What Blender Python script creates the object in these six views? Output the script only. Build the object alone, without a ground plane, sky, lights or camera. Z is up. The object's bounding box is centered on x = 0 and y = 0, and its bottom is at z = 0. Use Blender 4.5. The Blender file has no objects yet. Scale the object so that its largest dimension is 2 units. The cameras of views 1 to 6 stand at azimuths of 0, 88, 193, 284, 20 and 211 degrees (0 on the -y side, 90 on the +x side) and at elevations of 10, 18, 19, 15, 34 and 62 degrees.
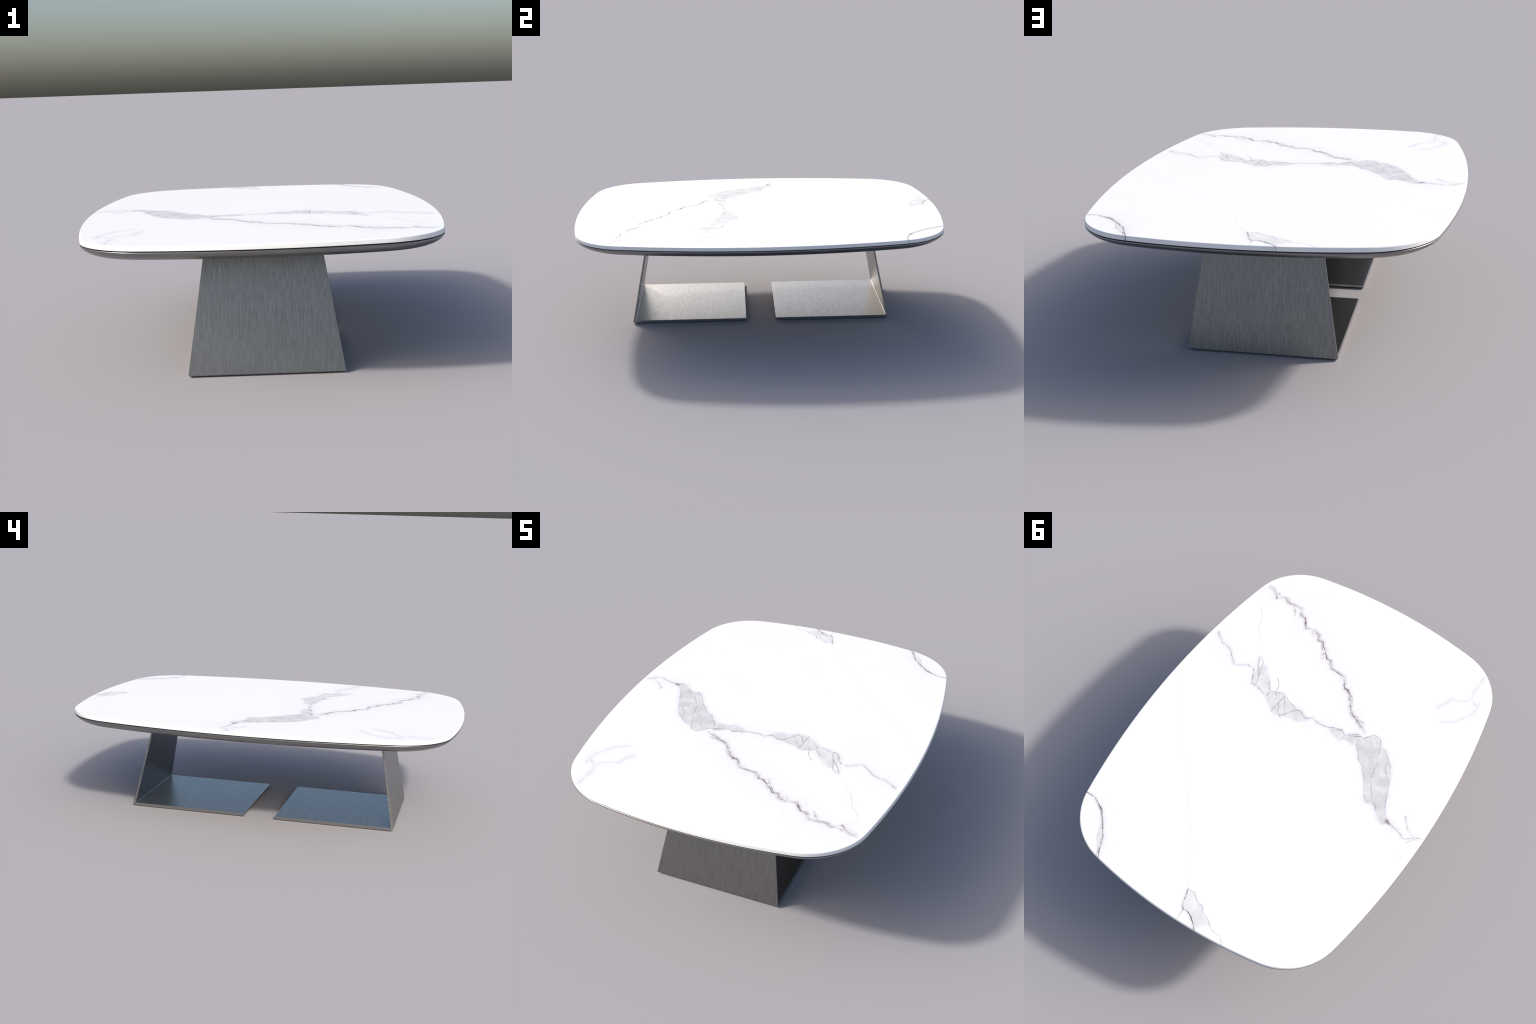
"""Low table: a bowed rounded-rectangle white marble slab on a bevelled
brushed-metal apron, carried by two bent sheet-metal L-shaped legs."""
import bpy
import math
from mathutils import Vector

# ------------------------------------------------------------------ sizes (m)
HALF_X, HALF_Y = 0.750, 1.000          # half extents of the top
BOW_X, BOW_Y = 3.774, 2.423            # radii of the bowed long / short sides
CORNER = 0.296                         # corner radius
Z_TOP, Z_SLAB = 0.5570, 0.539           # slab upper / lower face
Z_APRON, Z_BOTTOM = 0.5355, 0.498      # apron lip / underside
PLATE_LOW, PLATE_HIGH = 0.0, 0.0155  # foot plate faces
PLATE_HALF_X, PLATE_TIP = 0.3005, 0.0815
PANEL_HALF_X, PANEL_TAPER = 0.3038, 0.1612
PANEL_Y, PANEL_LEAN, PANEL_THICK = 0.7005, 0.1965, 0.0097
PANEL_LOW = 0.0055
PLATE_ROUND = 0.008


# ------------------------------------------------------------------ geometry
def bowed_outline(inset, side_steps=24, corner_steps=20):
    """Rounded rectangle with bowed sides, shrunk by `inset`, counter-clockwise."""
    cx, cy = HALF_X - BOW_X, HALF_Y - BOW_Y          # side-arc centres (cx,0) (0,cy)
    r1, r2 = BOW_X - CORNER, BOW_Y - CORNER
    c1, c2 = Vector((cx, 0)), Vector((0, cy))
    d = (c2 - c1).length
    h = (r1 * r1 - r2 * r2 + d * d) / (2 * d)
    k = math.sqrt(r1 * r1 - h * h)
    u = (c2 - c1) / d
    pick = [c1 + u * h + w * k * Vector((-u.y, u.x)) for w in (1, -1)]
    c = max(pick, key=lambda p: p.x + p.y)
    a1 = math.atan2(c.y, c.x - cx)                   # end angle of the long side
    a2 = math.atan2(c.y - cy, c.x)                   # start angle of the short side
    quarter = []
    for i in range(side_steps):
        a = a1 * i / side_steps
        quarter.append((cx + (BOW_X - inset) * math.cos(a), (BOW_X - inset) * math.sin(a)))
    for i in range(corner_steps):
        a = a1 + (a2 - a1) * i / corner_steps
        quarter.append((c.x + (CORNER - inset) * math.cos(a), c.y + (CORNER - inset) * math.sin(a)))
    for i in range(side_steps):
        a = a2 + (math.pi / 2 - a2) * i / side_steps
        quarter.append(((BOW_Y - inset) * math.cos(a), cy + (BOW_Y - inset) * math.sin(a)))
    top = (0.0, HALF_Y - inset)
    half = quarter + [top] + [(-x, y) for x, y in reversed(quarter[1:])]
    return half + [(-x, -y) for x, y in half]


def mesh_object(name, verts, faces, material, angle=35.0):
    mesh = bpy.data.meshes.new(name)
    mesh.from_pydata(verts, [], faces)
    mesh.validate()
    mesh.materials.append(material)
    for p in mesh.polygons:
        p.use_smooth = True
    mesh.set_sharp_from_angle(angle=math.radians(angle))
    for p in mesh.polygons:                # flat caps keep their own normal
        if len(p.vertices) > 4:
            p.use_smooth = False
    obj = bpy.data.objects.new(name, mesh)
    bpy.context.scene.collection.objects.link(obj)
    return obj


def loft(name, profile, material, angle=35.0, caps=True, end_factor=1.0):
    """Sweep a (inset, z) profile, listed from top to bottom, round the outline."""
    verts, faces = [], []
    for inset, z in profile:
        ring = bowed_outline(inset)
        squeeze = 1 - (end_factor - 1) * inset / (HALF_Y - inset)
        verts += [(x, y * squeeze, z) for x, y in ring]
    n = len(verts) // len(profile)
    for j in range(len(profile) - 1):
        for i in range(n):
            k = (i + 1) % n
            faces.append((j * n + i, (j + 1) * n + i, (j + 1) * n + k, j * n + k))
    if caps:
        faces.append(tuple(range(n)))
        faces.append(tuple(reversed(range((len(profile) - 1) * n, len(profile) * n))))
    return mesh_object(name, verts, faces, material, angle)


def prism(name, lower, upper, material):
    """Closed solid between two loops of the same length."""
    n = len(lower)
    faces = [tuple(reversed(range(n))), tuple(range(n, 2 * n))]
    faces += [(i, (i + 1) % n, n + (i + 1) % n, n + i) for i in range(n)]
    return mesh_object(name, list(lower) + list(upper), faces, material)


def round_edges(obj, width, segments=3):
    mod = obj.modifiers.new("rounded_edges", "BEVEL")
    mod.width, mod.segments, mod.limit_method = width, segments, "ANGLE"
    mod.angle_limit = math.radians(40)
    mod.harden_normals = True


# ------------------------------------------------------------------ node help
class Graph:
    def __init__(self, tree):
        self.tree = tree

    def node(self, kind, **settings):
        n = self.tree.nodes.new(kind)
        for key, value in settings.items():
            setattr(n, key, value)
        return n

    def feed(self, socket, value):
        if isinstance(value, bpy.types.NodeSocket):
            self.tree.links.new(value, socket)
        elif value is not None:
            socket.default_value = value

    def math(self, op, a, b=None, c=None, clamp=False):
        n = self.node("ShaderNodeMath", operation=op, use_clamp=clamp)
        for i, v in enumerate((a, b, c)):
            self.feed(n.inputs[i], v)
        return n.outputs[0]

    def vec(self, op, a, b=None):
        n = self.node("ShaderNodeVectorMath", operation=op)
        self.feed(n.inputs[0], a)
        if b is not None:
            self.feed(n.inputs["Scale"] if op == "SCALE" else n.inputs[1], b)
        return n.outputs["Value" if op == "DOT_PRODUCT" else "Vector"]

    def ramp(self, value, lo, hi, out_lo=0.0, out_hi=1.0, smooth=True):
        n = self.node("ShaderNodeMapRange", interpolation_type="SMOOTHSTEP" if smooth else "LINEAR")
        for i, v in enumerate((value, lo, hi, out_lo, out_hi)):
            self.feed(n.inputs[i], v)
        return n.outputs[0]

    def noise(self, vector, scale, detail=3.0, rough=0.5, color=False):
        n = self.node("ShaderNodeTexNoise")
        self.feed(n.inputs["Vector"], vector)
        n.inputs["Scale"].default_value = scale
        n.inputs["Detail"].default_value = detail
        n.inputs["Roughness"].default_value = rough
        return n.outputs["Color" if color else 0]

    def mix(self, fac, a, b):
        n = self.node("ShaderNodeMix", data_type="RGBA")
        self.feed(n.inputs[0], fac)
        self.feed(n.inputs[6], a)
        self.feed(n.inputs[7], b)
        return n.outputs[2]


def new_material(name):
    m = bpy.data.materials.new(name)
    m.use_nodes = True
    g = Graph(m.node_tree)
    return m, g, m.node_tree.nodes["Principled BSDF"]


def rgba(r, g, b):
    return (r, g, b, 1.0)


# ------------------------------------------------------------------ marble
class Marble:
    """White marble whose veins follow hand-placed centre lines on the slab."""

    def __init__(self):
        self.material, self.g, self.shader = new_material("white_marble")
        g = self.g
        flat = g.vec("MULTIPLY", g.node("ShaderNodeTexCoord").outputs["Object"], (1, 1, 0))
        self.flat = flat
        wobble = g.vec("SUBTRACT", g.noise(flat, 42, 5, 0.68, color=True), (0.5, 0.5, 0.5))
        self.place = g.vec("ADD", flat, g.vec("SCALE", wobble, 0.015))
        self.breakup = g.ramp(g.noise(flat, 26, 4, 0.65), 0.34, 0.6, 0.25, 1.0)
        self.blotch = g.ramp(g.noise(flat, 19, 3, 0.6), 0.38, 0.68, 0.6, 2.3)
        self.flecks = g.ramp(g.noise(flat, 15, 4, 0.6), 0.4, 0.58, 0.12, 1.0)
        self.lines, self.rust, self.stains, self.fills, self.halos = [], [], [], [], []

    # a vein runs along the straight axis first point -> last point; a float
    # curve holds its sideways offset as a function of the way along the axis
    def frame(self, first, last):
        g = self.g
        a, b = Vector(first), Vector(last)
        axis = b - a
        length = axis.length
        axis.normalize()
        side = Vector((-axis.y, axis.x))
        t = g.math("MULTIPLY_ADD", g.vec("DOT_PRODUCT", self.place, (axis.x, axis.y, 0)),
                   1 / length, -axis.dot(a) / length)
        s = g.math("SUBTRACT", g.vec("DOT_PRODUCT", self.place, (side.x, side.y, 0)), side.dot(a))
        return a, axis, side, length, t, s

    def offset(self, frame, points):
        g = self.g
        a, axis, side, length, t, s = frame
        along = [((Vector(p) - a).dot(axis) / length, (Vector(p) - a).dot(side)) for p in points]
        span = max(max(abs(v) for _, v in along), 0.002)
        n = g.node("ShaderNodeFloatCurve")
        curve = n.mapping.curves[0]
        keys = [(min(max(u, 0), 1), 0.5 + 0.5 * v / span) for u, v in along]
        while len(curve.points) < len(keys):
            curve.points.new(0.5, 0.5)
        for point, key in zip(curve.points, keys):
            point.location = key
            point.handle_type = "VECTOR"
        n.mapping.update()
        g.feed(n.inputs["Value"], t)
        return g.math("MULTIPLY_ADD", n.outputs[0], 2 * span, -span)

    def ends(self, frame, fade):
        a, axis, side, length, t, s = frame
        g = self.g
        reach = g.math("ABSOLUTE", g.math("SUBTRACT", t, 0.5))
        return g.ramp(reach, 0.5 + 0.003 / length, 0.5 - min(fade / length, 0.45))

    def crack(self, points, dark=0.7, width=0.0032, fade=0.01, halo=0.0, rust=False, steady=False):
        g = self.g
        f = self.frame(points[0], points[-1])
        d = g.math("ABSOLUTE", g.math("SUBTRACT", f[5], self.offset(f, points)))
        ends = self.ends(f, fade)
        if rust:                      # blotchy, unevenly thick line with a pinkish stain beside it
            reach = g.math("MULTIPLY", self.blotch, width)
            line = g.math("MULTIPLY", g.ramp(d, reach, 0.0), g.math("MULTIPLY", ends, dark))
            self.stains.append(g.math("MULTIPLY", g.ramp(d, 0.020, 0.0), g.math("MULTIPLY", ends, dark * 0.85)))
        else:
            line = g.math("MULTIPLY", g.ramp(d, width, width * 0.15), g.math("MULTIPLY", ends, dark))
        (self.rust if rust else self.lines).append(line)
        if halo:
            near = g.ramp(d, 0.045, 0.0, smooth=False)
            near = g.math("MULTIPLY", near, near)
            if halo > 0.65:           # wide, weak veil beside the main veins
                near = g.math("MAXIMUM", near, g.ramp(d, 0.13, 0.0, 0.0, 0.24))
            near = g.math("MULTIPLY", near, g.math("MULTIPLY", ends, halo))
            self.halos.append(near)

    def body(self, low, high, strength=0.8, fade=0.03, soft=0.009):
        """Grey filling between two border lines."""
        g = self.g
        f = self.frame(low[0], low[-1])
        a, b = self.offset(f, low), self.offset(f, high)
        lo, hi = g.math("MINIMUM", a, b), g.math("MAXIMUM", a, b)
        depth = g.math("MINIMUM", g.math("SUBTRACT", f[5], lo), g.math("SUBTRACT", hi, f[5]))
        fill = g.ramp(depth, -soft, soft)
        ends = self.ends(f, fade)
        self.fills.append(g.math("MULTIPLY", fill, g.math("MULTIPLY", ends, strength)))
        self.halos.append(g.math("MULTIPLY", g.ramp(depth, -0.035, 0.004), g.math("MULTIPLY", ends, 0.6 * strength)))

    def most(self, values):
        total = values[0]
        for v in values[1:]:
            total = self.g.math("MAXIMUM", total, v)
        return total

    def finish(self):
        g = self.g
        fill = self.most(self.fills)
        # cells inside the grey bodies
        cells = g.node("ShaderNodeTexVoronoi", feature="DISTANCE_TO_EDGE")
        g.feed(cells.inputs["Vector"], self.place)
        cells.inputs["Scale"].default_value = 15
        seams = g.math("MULTIPLY", g.ramp(cells.outputs["Distance"], 0.035, 0.0), g.math("MULTIPLY", fill, 0.20))
        seams = g.math("MULTIPLY", seams, g.ramp(g.noise(self.flat, 11, 2), 0.42, 0.6))
        tones = g.node("ShaderNodeTexVoronoi")
        g.feed(tones.inputs["Vector"], self.place)
        tones.inputs["Scale"].default_value = 15
        tones.feature = "SMOOTH_F1"
        tones.inputs["Smoothness"].default_value = 0.5
        shade = g.ramp(tones.outputs["Color"], 0.1, 0.9, 0.6, 1.0, smooth=False)
        cloud = g.ramp(g.noise(self.flat, 3.2, 4, 0.6), 0.45, 0.75)
        mottling = g.ramp(g.noise(self.flat, 13, 5, 0.65), 0.3, 0.66, 0.4, 1.15)

        colour = g.mix(g.math("MULTIPLY", cloud, 0.35), rgba(*WHITE), rgba(*CLOUD))
        ragged = g.ramp(g.noise(self.flat, 14, 5, 0.65), 0.3, 0.62, 0.35, 1.0)
        smoke = g.math("MULTIPLY", self.most(self.halos), ragged)
        colour = g.mix(g.math("MULTIPLY", smoke, HALO_MIX), colour, rgba(*HALO))
        colour = g.mix(g.math("MULTIPLY", g.math("MULTIPLY", fill, shade), mottling), colour, rgba(*FILL))
        dark = g.math("MAXIMUM", g.math("MULTIPLY", self.most(self.lines), self.breakup), seams)
        colour = g.mix(dark, colour, rgba(*LINE))
        patches = g.ramp(g.noise(self.flat, 34, 4, 0.65), 0.42, 0.66)
        colour = g.mix(g.math("MULTIPLY", self.most(self.stains), patches), colour, rgba(*STAIN))
        colour = g.mix(g.math("MULTIPLY", self.most(self.rust), self.flecks), colour, rgba(*RUST))
        g.feed(self.shader.inputs["Base Color"], colour)
        self.shader.inputs["Roughness"].default_value = 0.54
        self.shader.inputs["Specular IOR Level"].default_value = 0.5
        return self.material


WHITE = (0.885, 0.88, 0.875)
CLOUD = (0.85, 0.85, 0.86)
HALO, HALO_MIX = (0.58, 0.575, 0.615), 0.85
FILL = (0.52, 0.515, 0.53)
LINE = (0.075, 0.068, 0.07)
RUST = (0.13, 0.066, 0.066)
STAIN = (0.42, 0.345, 0.345)


def build_marble():
    m = Marble()
    # rust-tinted vein from the near right corner towards the middle
    m.crack([(.660, -.773), (.638, -.755), (.607, -.746), (.568, -.710), (.539, -.737), (.500, -.721), (.429, -.730), (.409, -.693), (.396, -.685), (.381, -.690), (.341, -.635), (.307, -.648), (.260, -.639), (.252, -.613), (.239, -.608), (.225, -.612), (.155, -.539), (.140, -.530), (.132, -.538), (.102, -.500), (.022, -.492), (-.015, -.435), (-.035, -.437), (-.053, -.421), (-.119, -.333), (-.220, -.284), (-.251, -.257)], 0.9, 0.0037, fade=0.05, halo=0.95, rust=True)
    m.crack([(.593, -.738), (.577, -.740), (.552, -.729), (.539, -.736), (.508, -.720), (.464, -.726), (.428, -.720)], 0.7, rust=True)
    m.crack([(.469, -.724), (.424, -.660)], 0.55, rust=True)
    m.crack([(.323, -.642), (.299, -.629), (.283, -.611), (.261, -.633)], 0.6, rust=True)
    m.crack([(.226, -.604), (.186, -.555), (.161, -.509)], 0.6, rust=True)
    m.crack([(-.049, -.419), (-.079, -.410), (-.095, -.392)], 0.6)
    m.crack([(-.133, -.325), (-.156, -.329), (-.177, -.315), (-.192, -.321), (-.209, -.311)], 0.7, halo=0.6)
    # grey vein with its cell cluster
    m.crack([(.709, -.369), (.642, -.318), (.607, -.314), (.581, -.303), (.519, -.242), (.478, -.263), (.460, -.282), (.441, -.275), (.430, -.282)], 0.6, 0.0036, halo=0.7)
    m.crack([(.430, -.282), (.406, -.250), (.385, -.202), (.346, -.201), (.301, -.182), (.284, -.196)], 0.8, halo=0.5)
    m.crack([(.349, -.199), (.318, -.258), (.289, -.220), (.275, -.171)], 0.85)
    m.crack([(.664, -.717), (.599, -.605), (.566, -.568), (.540, -.488), (.489, -.436), (.444, -.366)], 0.3, 0.0035, fade=0.25, halo=0.15)
    m.crack([(.444, -.366), (.419, -.311), (.401, -.285), (.391, -.281), (.367, -.230), (.364, -.205)], 0.75, halo=0.5)
    m.crack([(.443, -.367), (.403, -.335), (.382, -.262)], 0.55)
    m.crack([(.297, -.304), (.264, -.269), (.254, -.221), (.230, -.184)], 0.55)
    m.crack([(.284, -.210), (.219, -.241), (.154, -.209), (.123, -.201)], 0.55)
    m.crack([(.178, -.126), (.163, -.120), (.118, -.190), (.099, -.199), (.077, -.194), (.052, -.178), (.019, -.203), (-.006, -.190), (-.071, -.200), (-.086, -.211), (-.134, -.224), (-.161, -.205), (-.216, -.254)], 0.7, 0.0035, halo=0.8)
    m.crack([(.206, -.227), (.150, -.147)], 0.6)
    m.crack([(.205, -.230), (.215, -.111)], 0.55)
    m.crack([(.208, -.183), (.176, -.123)], 0.6)
    m.body([(.424, -.261), (.384, -.201), (.297, -.179), (.192, -.112), (.116, -.139), (.079, -.140), (.048, -.149), (.037, -.161)],
           [(.433, -.301), (.404, -.337), (.336, -.293), (.278, -.218), (.256, -.222), (.220, -.242), (.156, -.212), (.093, -.201), (.039, -.181)], 0.52, soft=0.010)
    m.crack([(-.151, -.189), (-.187, -.190), (-.199, -.200)], 0.6)
    m.crack([(-.175, -.203), (-.222, -.244), (-.246, -.247), (-.279, -.293), (-.315, -.288)], 0.75)
    m.body([(-.066, -.196), (-.120, -.168), (-.152, -.169), (-.170, -.187), (-.191, -.189), (-.215, -.181), (-.236, -.187)],
           [(-.064, -.199), (-.134, -.224), (-.161, -.205), (-.218, -.252)], 0.6)
    # broad grey slab where both veins meet
    m.crack([(-.224, -.241), (-.232, -.193), (-.263, -.163), (-.280, -.133), (-.318, -.108), (-.362, -.055), (-.403, .019), (-.435, .043)], 0.5)
    m.crack([(-.301, -.293), (-.319, -.278), (-.330, -.255), (-.343, -.247), (-.363, -.246), (-.421, -.195), (-.450, -.148), (-.520, .023), (-.544, .058)], 0.5)
    m.crack([(-.333, -.253), (-.353, -.191), (-.369, -.168), (-.377, -.095), (-.390, -.067), (-.445, .019), (-.475, .034), (-.494, .061)], 0.4)
    m.crack([(-.289, -.176), (-.322, -.169), (-.353, -.153), (-.401, -.082)], 0.3)
    m.crack([(-.292, -.272), (-.310, -.259), (-.326, -.256)], 0.3)
    m.crack([(-.409, -.199), (-.407, -.177), (-.417, -.155), (-.463, -.104)], 0.45)
    m.crack([(-.427, .051), (-.440, .040), (-.445, .023)], 0.2)
    m.body([(-.219, -.244), (-.232, -.193), (-.280, -.133), (-.310, -.115), (-.368, -.039), (-.413, .033), (-.429, .045), (-.455, .036), (-.545, .101), (-.591, .085)],
           [(-.243, -.269), (-.279, -.294), (-.315, -.284), (-.343, -.247), (-.365, -.245), (-.429, -.184), (-.505, -.026), (-.506, -.007), (-.520, .023), (-.540, .054), (-.587, .076)], 0.8)
    # tail running out to the far long edge
    m.crack([(-.545, .066), (-.653, .098), (-.662, .109), (-.672, .108)], 0.6, halo=0.7)
    m.crack([(-0.548, 0.068), (-0.588, 0.080)], 0.95, 0.010, fade=0.02, rust=True)
    m.crack([(-.662, .109), (-.672, .108), (-.707, .075), (-.743, .060)], 0.5, halo=0.4)
    m.crack([(-.688, .124), (-.709, .083), (-.736, .082)], 0.4)
    m.crack([(-.615, -.003), (-.660, .054), (-.694, .073), (-.710, .074)], 0.5, halo=0.4)
    m.crack([(-.678, .176), (-.705, .194), (-.735, .229)], 0.22, fade=0.03)
    # vein cutting off one corner
    m.crack([(.676, .732), (.627, .732), (.559, .764), (.475, .866), (.428, .963)], 1.0, 0.0042, fade=0.0, halo=0.7)
    m.crack([(.624, .736), (.557, .774), (.520, .820), (.493, .886), (.453, .927), (.440, .959)], 0.5)
    m.body([(.676, .732), (.627, .732), (.559, .764), (.475, .866), (.428, .963)],
           [(.624, .736), (.557, .774), (.520, .820), (.493, .886), (.453, .927), (.440, .959)], 0.5)
    # wedge at the short end
    m.crack([(.005, .849), (-.021, .930), (-.037, .944), (-.053, .940), (-.085, .953), (-.135, .997)], 1.0, 0.0042, halo=0.5)
    m.crack([(-.035, .943), (-.039, .995)], 0.6)
    m.crack([(-.001, .857), (-.028, .852), (-.067, .884), (-.096, .885), (-.116, .908), (-.142, .915), (-.195, .953), (-.238, .955), (-.275, .985)], 0.45)
    m.body([(.005, .849), (-.021, .930), (-.037, .944), (-.053, .940), (-.085, .953), (-.135, .997)],
           [(-.001, .857), (-.028, .852), (-.067, .884), (-.096, .885), (-.116, .908), (-.142, .915), (-.195, .953), (-.238, .955), (-.275, .985)], 0.38)
    # faint patch in the opposite corner
    m.crack([(-.564, -.899), (-.561, -.773), (-.566, -.751), (-.615, -.704)], 0.22, 0.003, halo=0.5)
    m.crack([(-.613, -.753), (-.620, -.692), (-.610, -.655), (-.572, -.583), (-.498, -.529)], 0.22, 0.003, halo=0.5)
    m.crack([(-.571, -.749), (-.554, -.713), (-.525, -.693), (-.486, -.678), (-.474, -.638), (-.447, -.584)], 0.22, 0.003, halo=0.5)
    # hairlines
    m.crack([(.737, -.049), (.654, .041), (.556, .178), (.304, .434), (.278, .481), (.087, .709), (.072, .759), (.005, .849)], 0.15, 0.003)
    m.crack([(.421, -.800), (.369, -.900), (.365, -.918), (.321, -.982)], 0.2, 0.003)
    m.crack([(.318, -.707), (.307, -.751)], 0.15, 0.003)
    return m.finish()


# ------------------------------------------------------------------ metals
def brushed_metal(name, stretch, base=(0.25, 0.25, 0.248), rough=0.34, contrast=0.35):
    """Metal with grain running along the axis where `stretch` is small."""
    mat, g, shader = new_material(name)
    place = g.node("ShaderNodeTexCoord").outputs["Object"]
    scaled = g.vec("MULTIPLY", place, stretch)
    fine = g.noise(scaled, 1.0, 1.5, 0.6)
    broad = g.noise(g.vec("MULTIPLY", scaled, (0.22, 0.22, 0.22)), 1.0, 2, 0.5)
    grain = g.math("MULTIPLY_ADD", broad, 0.18, g.math("MULTIPLY", fine, 0.82))
    value = g.ramp(grain, 0.3, 0.7, 1 - contrast, 1 + contrast, smooth=False)
    tone = g.vec("SCALE", base, value)
    g.feed(shader.inputs["Base Color"], tone)
    shader.inputs["Metallic"].default_value = 1.0
    g.feed(shader.inputs["Roughness"], g.ramp(grain, 0.3, 0.7, rough + 0.06, rough - 0.06, smooth=False))
    bump = g.node("ShaderNodeBump")
    bump.inputs["Strength"].default_value = 0.12
    bump.inputs["Distance"].default_value = 0.001
    g.feed(bump.inputs["Height"], fine)
    g.feed(shader.inputs["Normal"], bump.outputs[0])
    return mat


def plain(name, colour, rough, metallic=0.0):
    mat, g, shader = new_material(name)
    place = g.node("ShaderNodeTexCoord").outputs["Object"]
    value = g.ramp(g.noise(place, 40, 3), 0.3, 0.7, 0.85, 1.1)
    g.feed(shader.inputs["Base Color"], g.vec("SCALE", colour, value))
    shader.inputs["Roughness"].default_value = rough
    shader.inputs["Metallic"].default_value = metallic
    return mat


# ------------------------------------------------------------------ the table
def build_table():
    marble = build_marble()
    panel_metal = brushed_metal("brushed_metal_upright", (700, 22, 22), contrast=0.3)
    plate_metal = brushed_metal("brushed_metal_flat", (16, 760, 16), base=(0.35, 0.35, 0.35), contrast=0.22)
    apron_metal = brushed_metal("brushed_metal_apron", (6, 6, 420), contrast=0.2)
    dark = plain("dark_recess", (0.012, 0.012, 0.013), 0.7)  # shade of the gap under the slab, painted near-black on a solid ring

    table = bpy.data.objects.new("coffee_table", None)
    bpy.context.scene.collection.objects.link(table)
    table["label"] = "low white marble table on two brushed metal legs"
    table["category"] = "coffee table"

    top = loft("tabletop", [(0.0042, Z_TOP), (0.0026, Z_TOP - 0.0003), (0.0012, Z_TOP - 0.0012),
                            (0.0003, Z_TOP - 0.0026), (0.0, Z_TOP - 0.0042), (0.0, Z_SLAB + 0.0008), (0.0008, Z_SLAB)], marble)
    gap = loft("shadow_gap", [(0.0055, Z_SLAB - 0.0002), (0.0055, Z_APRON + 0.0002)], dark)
    # rolled lip, then a shallow belly that runs in further at the short ends
    apron = loft("apron", [(0.0045, Z_APRON), (0.0020, Z_APRON - 0.0002), (0.0006, Z_APRON - 0.0010),
                           (0.0000, Z_APRON - 0.0025), (0.0006, Z_APRON - 0.0060),
                           (0.0050, Z_APRON - 0.0120), (0.0130, Z_APRON - 0.0198),
                           (0.0250, Z_APRON - 0.0280), (0.0400, Z_APRON - 0.0345),
                           (0.0530, Z_BOTTOM)], apron_metal, angle=50, end_factor=1.27)
    for part in (top, gap, apron):
        part.parent = table

    # upright: tapered, leaning sheet
    def panel_ring(z):
        w = PANEL_HALF_X - PANEL_TAPER * (z - 0.0075)
        y = PANEL_Y - PANEL_LEAN * (z - 0.0075)
        return [(-w, y - PANEL_THICK, z), (w, y - PANEL_THICK, z), (w, y, z), (-w, y, z)]
    upright = prism("leg", panel_ring(PANEL_LOW), panel_ring(Z_BOTTOM + 0.006), panel_metal)
    round_edges(upright, 0.0014)

    # foot plate: side profile with rounded lower edges, extruded across
    inner = PANEL_Y - PANEL_THICK
    w, r = PLATE_HALF_X, PLATE_ROUND
    back = inner + 0.0055
    side = [(back, PLATE_HIGH), (PLATE_TIP, PLATE_HIGH)]
    for i in range(7):
        a = math.pi + i * math.pi / 12
        side.append((PLATE_TIP + r + r * math.cos(a), r + r * math.sin(a)))
    for i in range(7):
        a = 1.5 * math.pi + i * math.pi / 12
        side.append((back - r + r * math.cos(a), r + r * math.sin(a)))
    plate = prism("foot_plate", [(-w, y, z) for y, z in side], [(w, y, z) for y, z in side], plate_metal)
    round_edges(plate, 0.0012)

    crease_y = inner - PANEL_LEAN * 0.008  # thin strip modelled for the bright line along the crease
    strip_profile = [(crease_y + 0.002, PLATE_HIGH - 0.001), (crease_y + 0.002, PLATE_HIGH + 0.0035),
            (crease_y - 0.0008, PLATE_HIGH + 0.0014), (crease_y - 0.0035, PLATE_HIGH - 0.001)]
    strip = prism("weld_seam", [(-w + 0.003, y, z) for y, z in strip_profile],
                 [(w - 0.003, y, z) for y, z in strip_profile], plate_metal)

    pieces = [plate, strip]
    for piece in pieces:
        piece.parent = upright
    upright.parent = table

    twin = upright.copy()                      # same sheet, turned half round
    twin.rotation_euler = (0, 0, math.pi)
    upright.location = twin.location = (0.0018, 0.0006, 0)
    bpy.context.scene.collection.objects.link(twin)
    twin.parent = table
    for piece in pieces:
        other = piece.copy()
        bpy.context.scene.collection.objects.link(other)
        other.parent = twin


build_table()
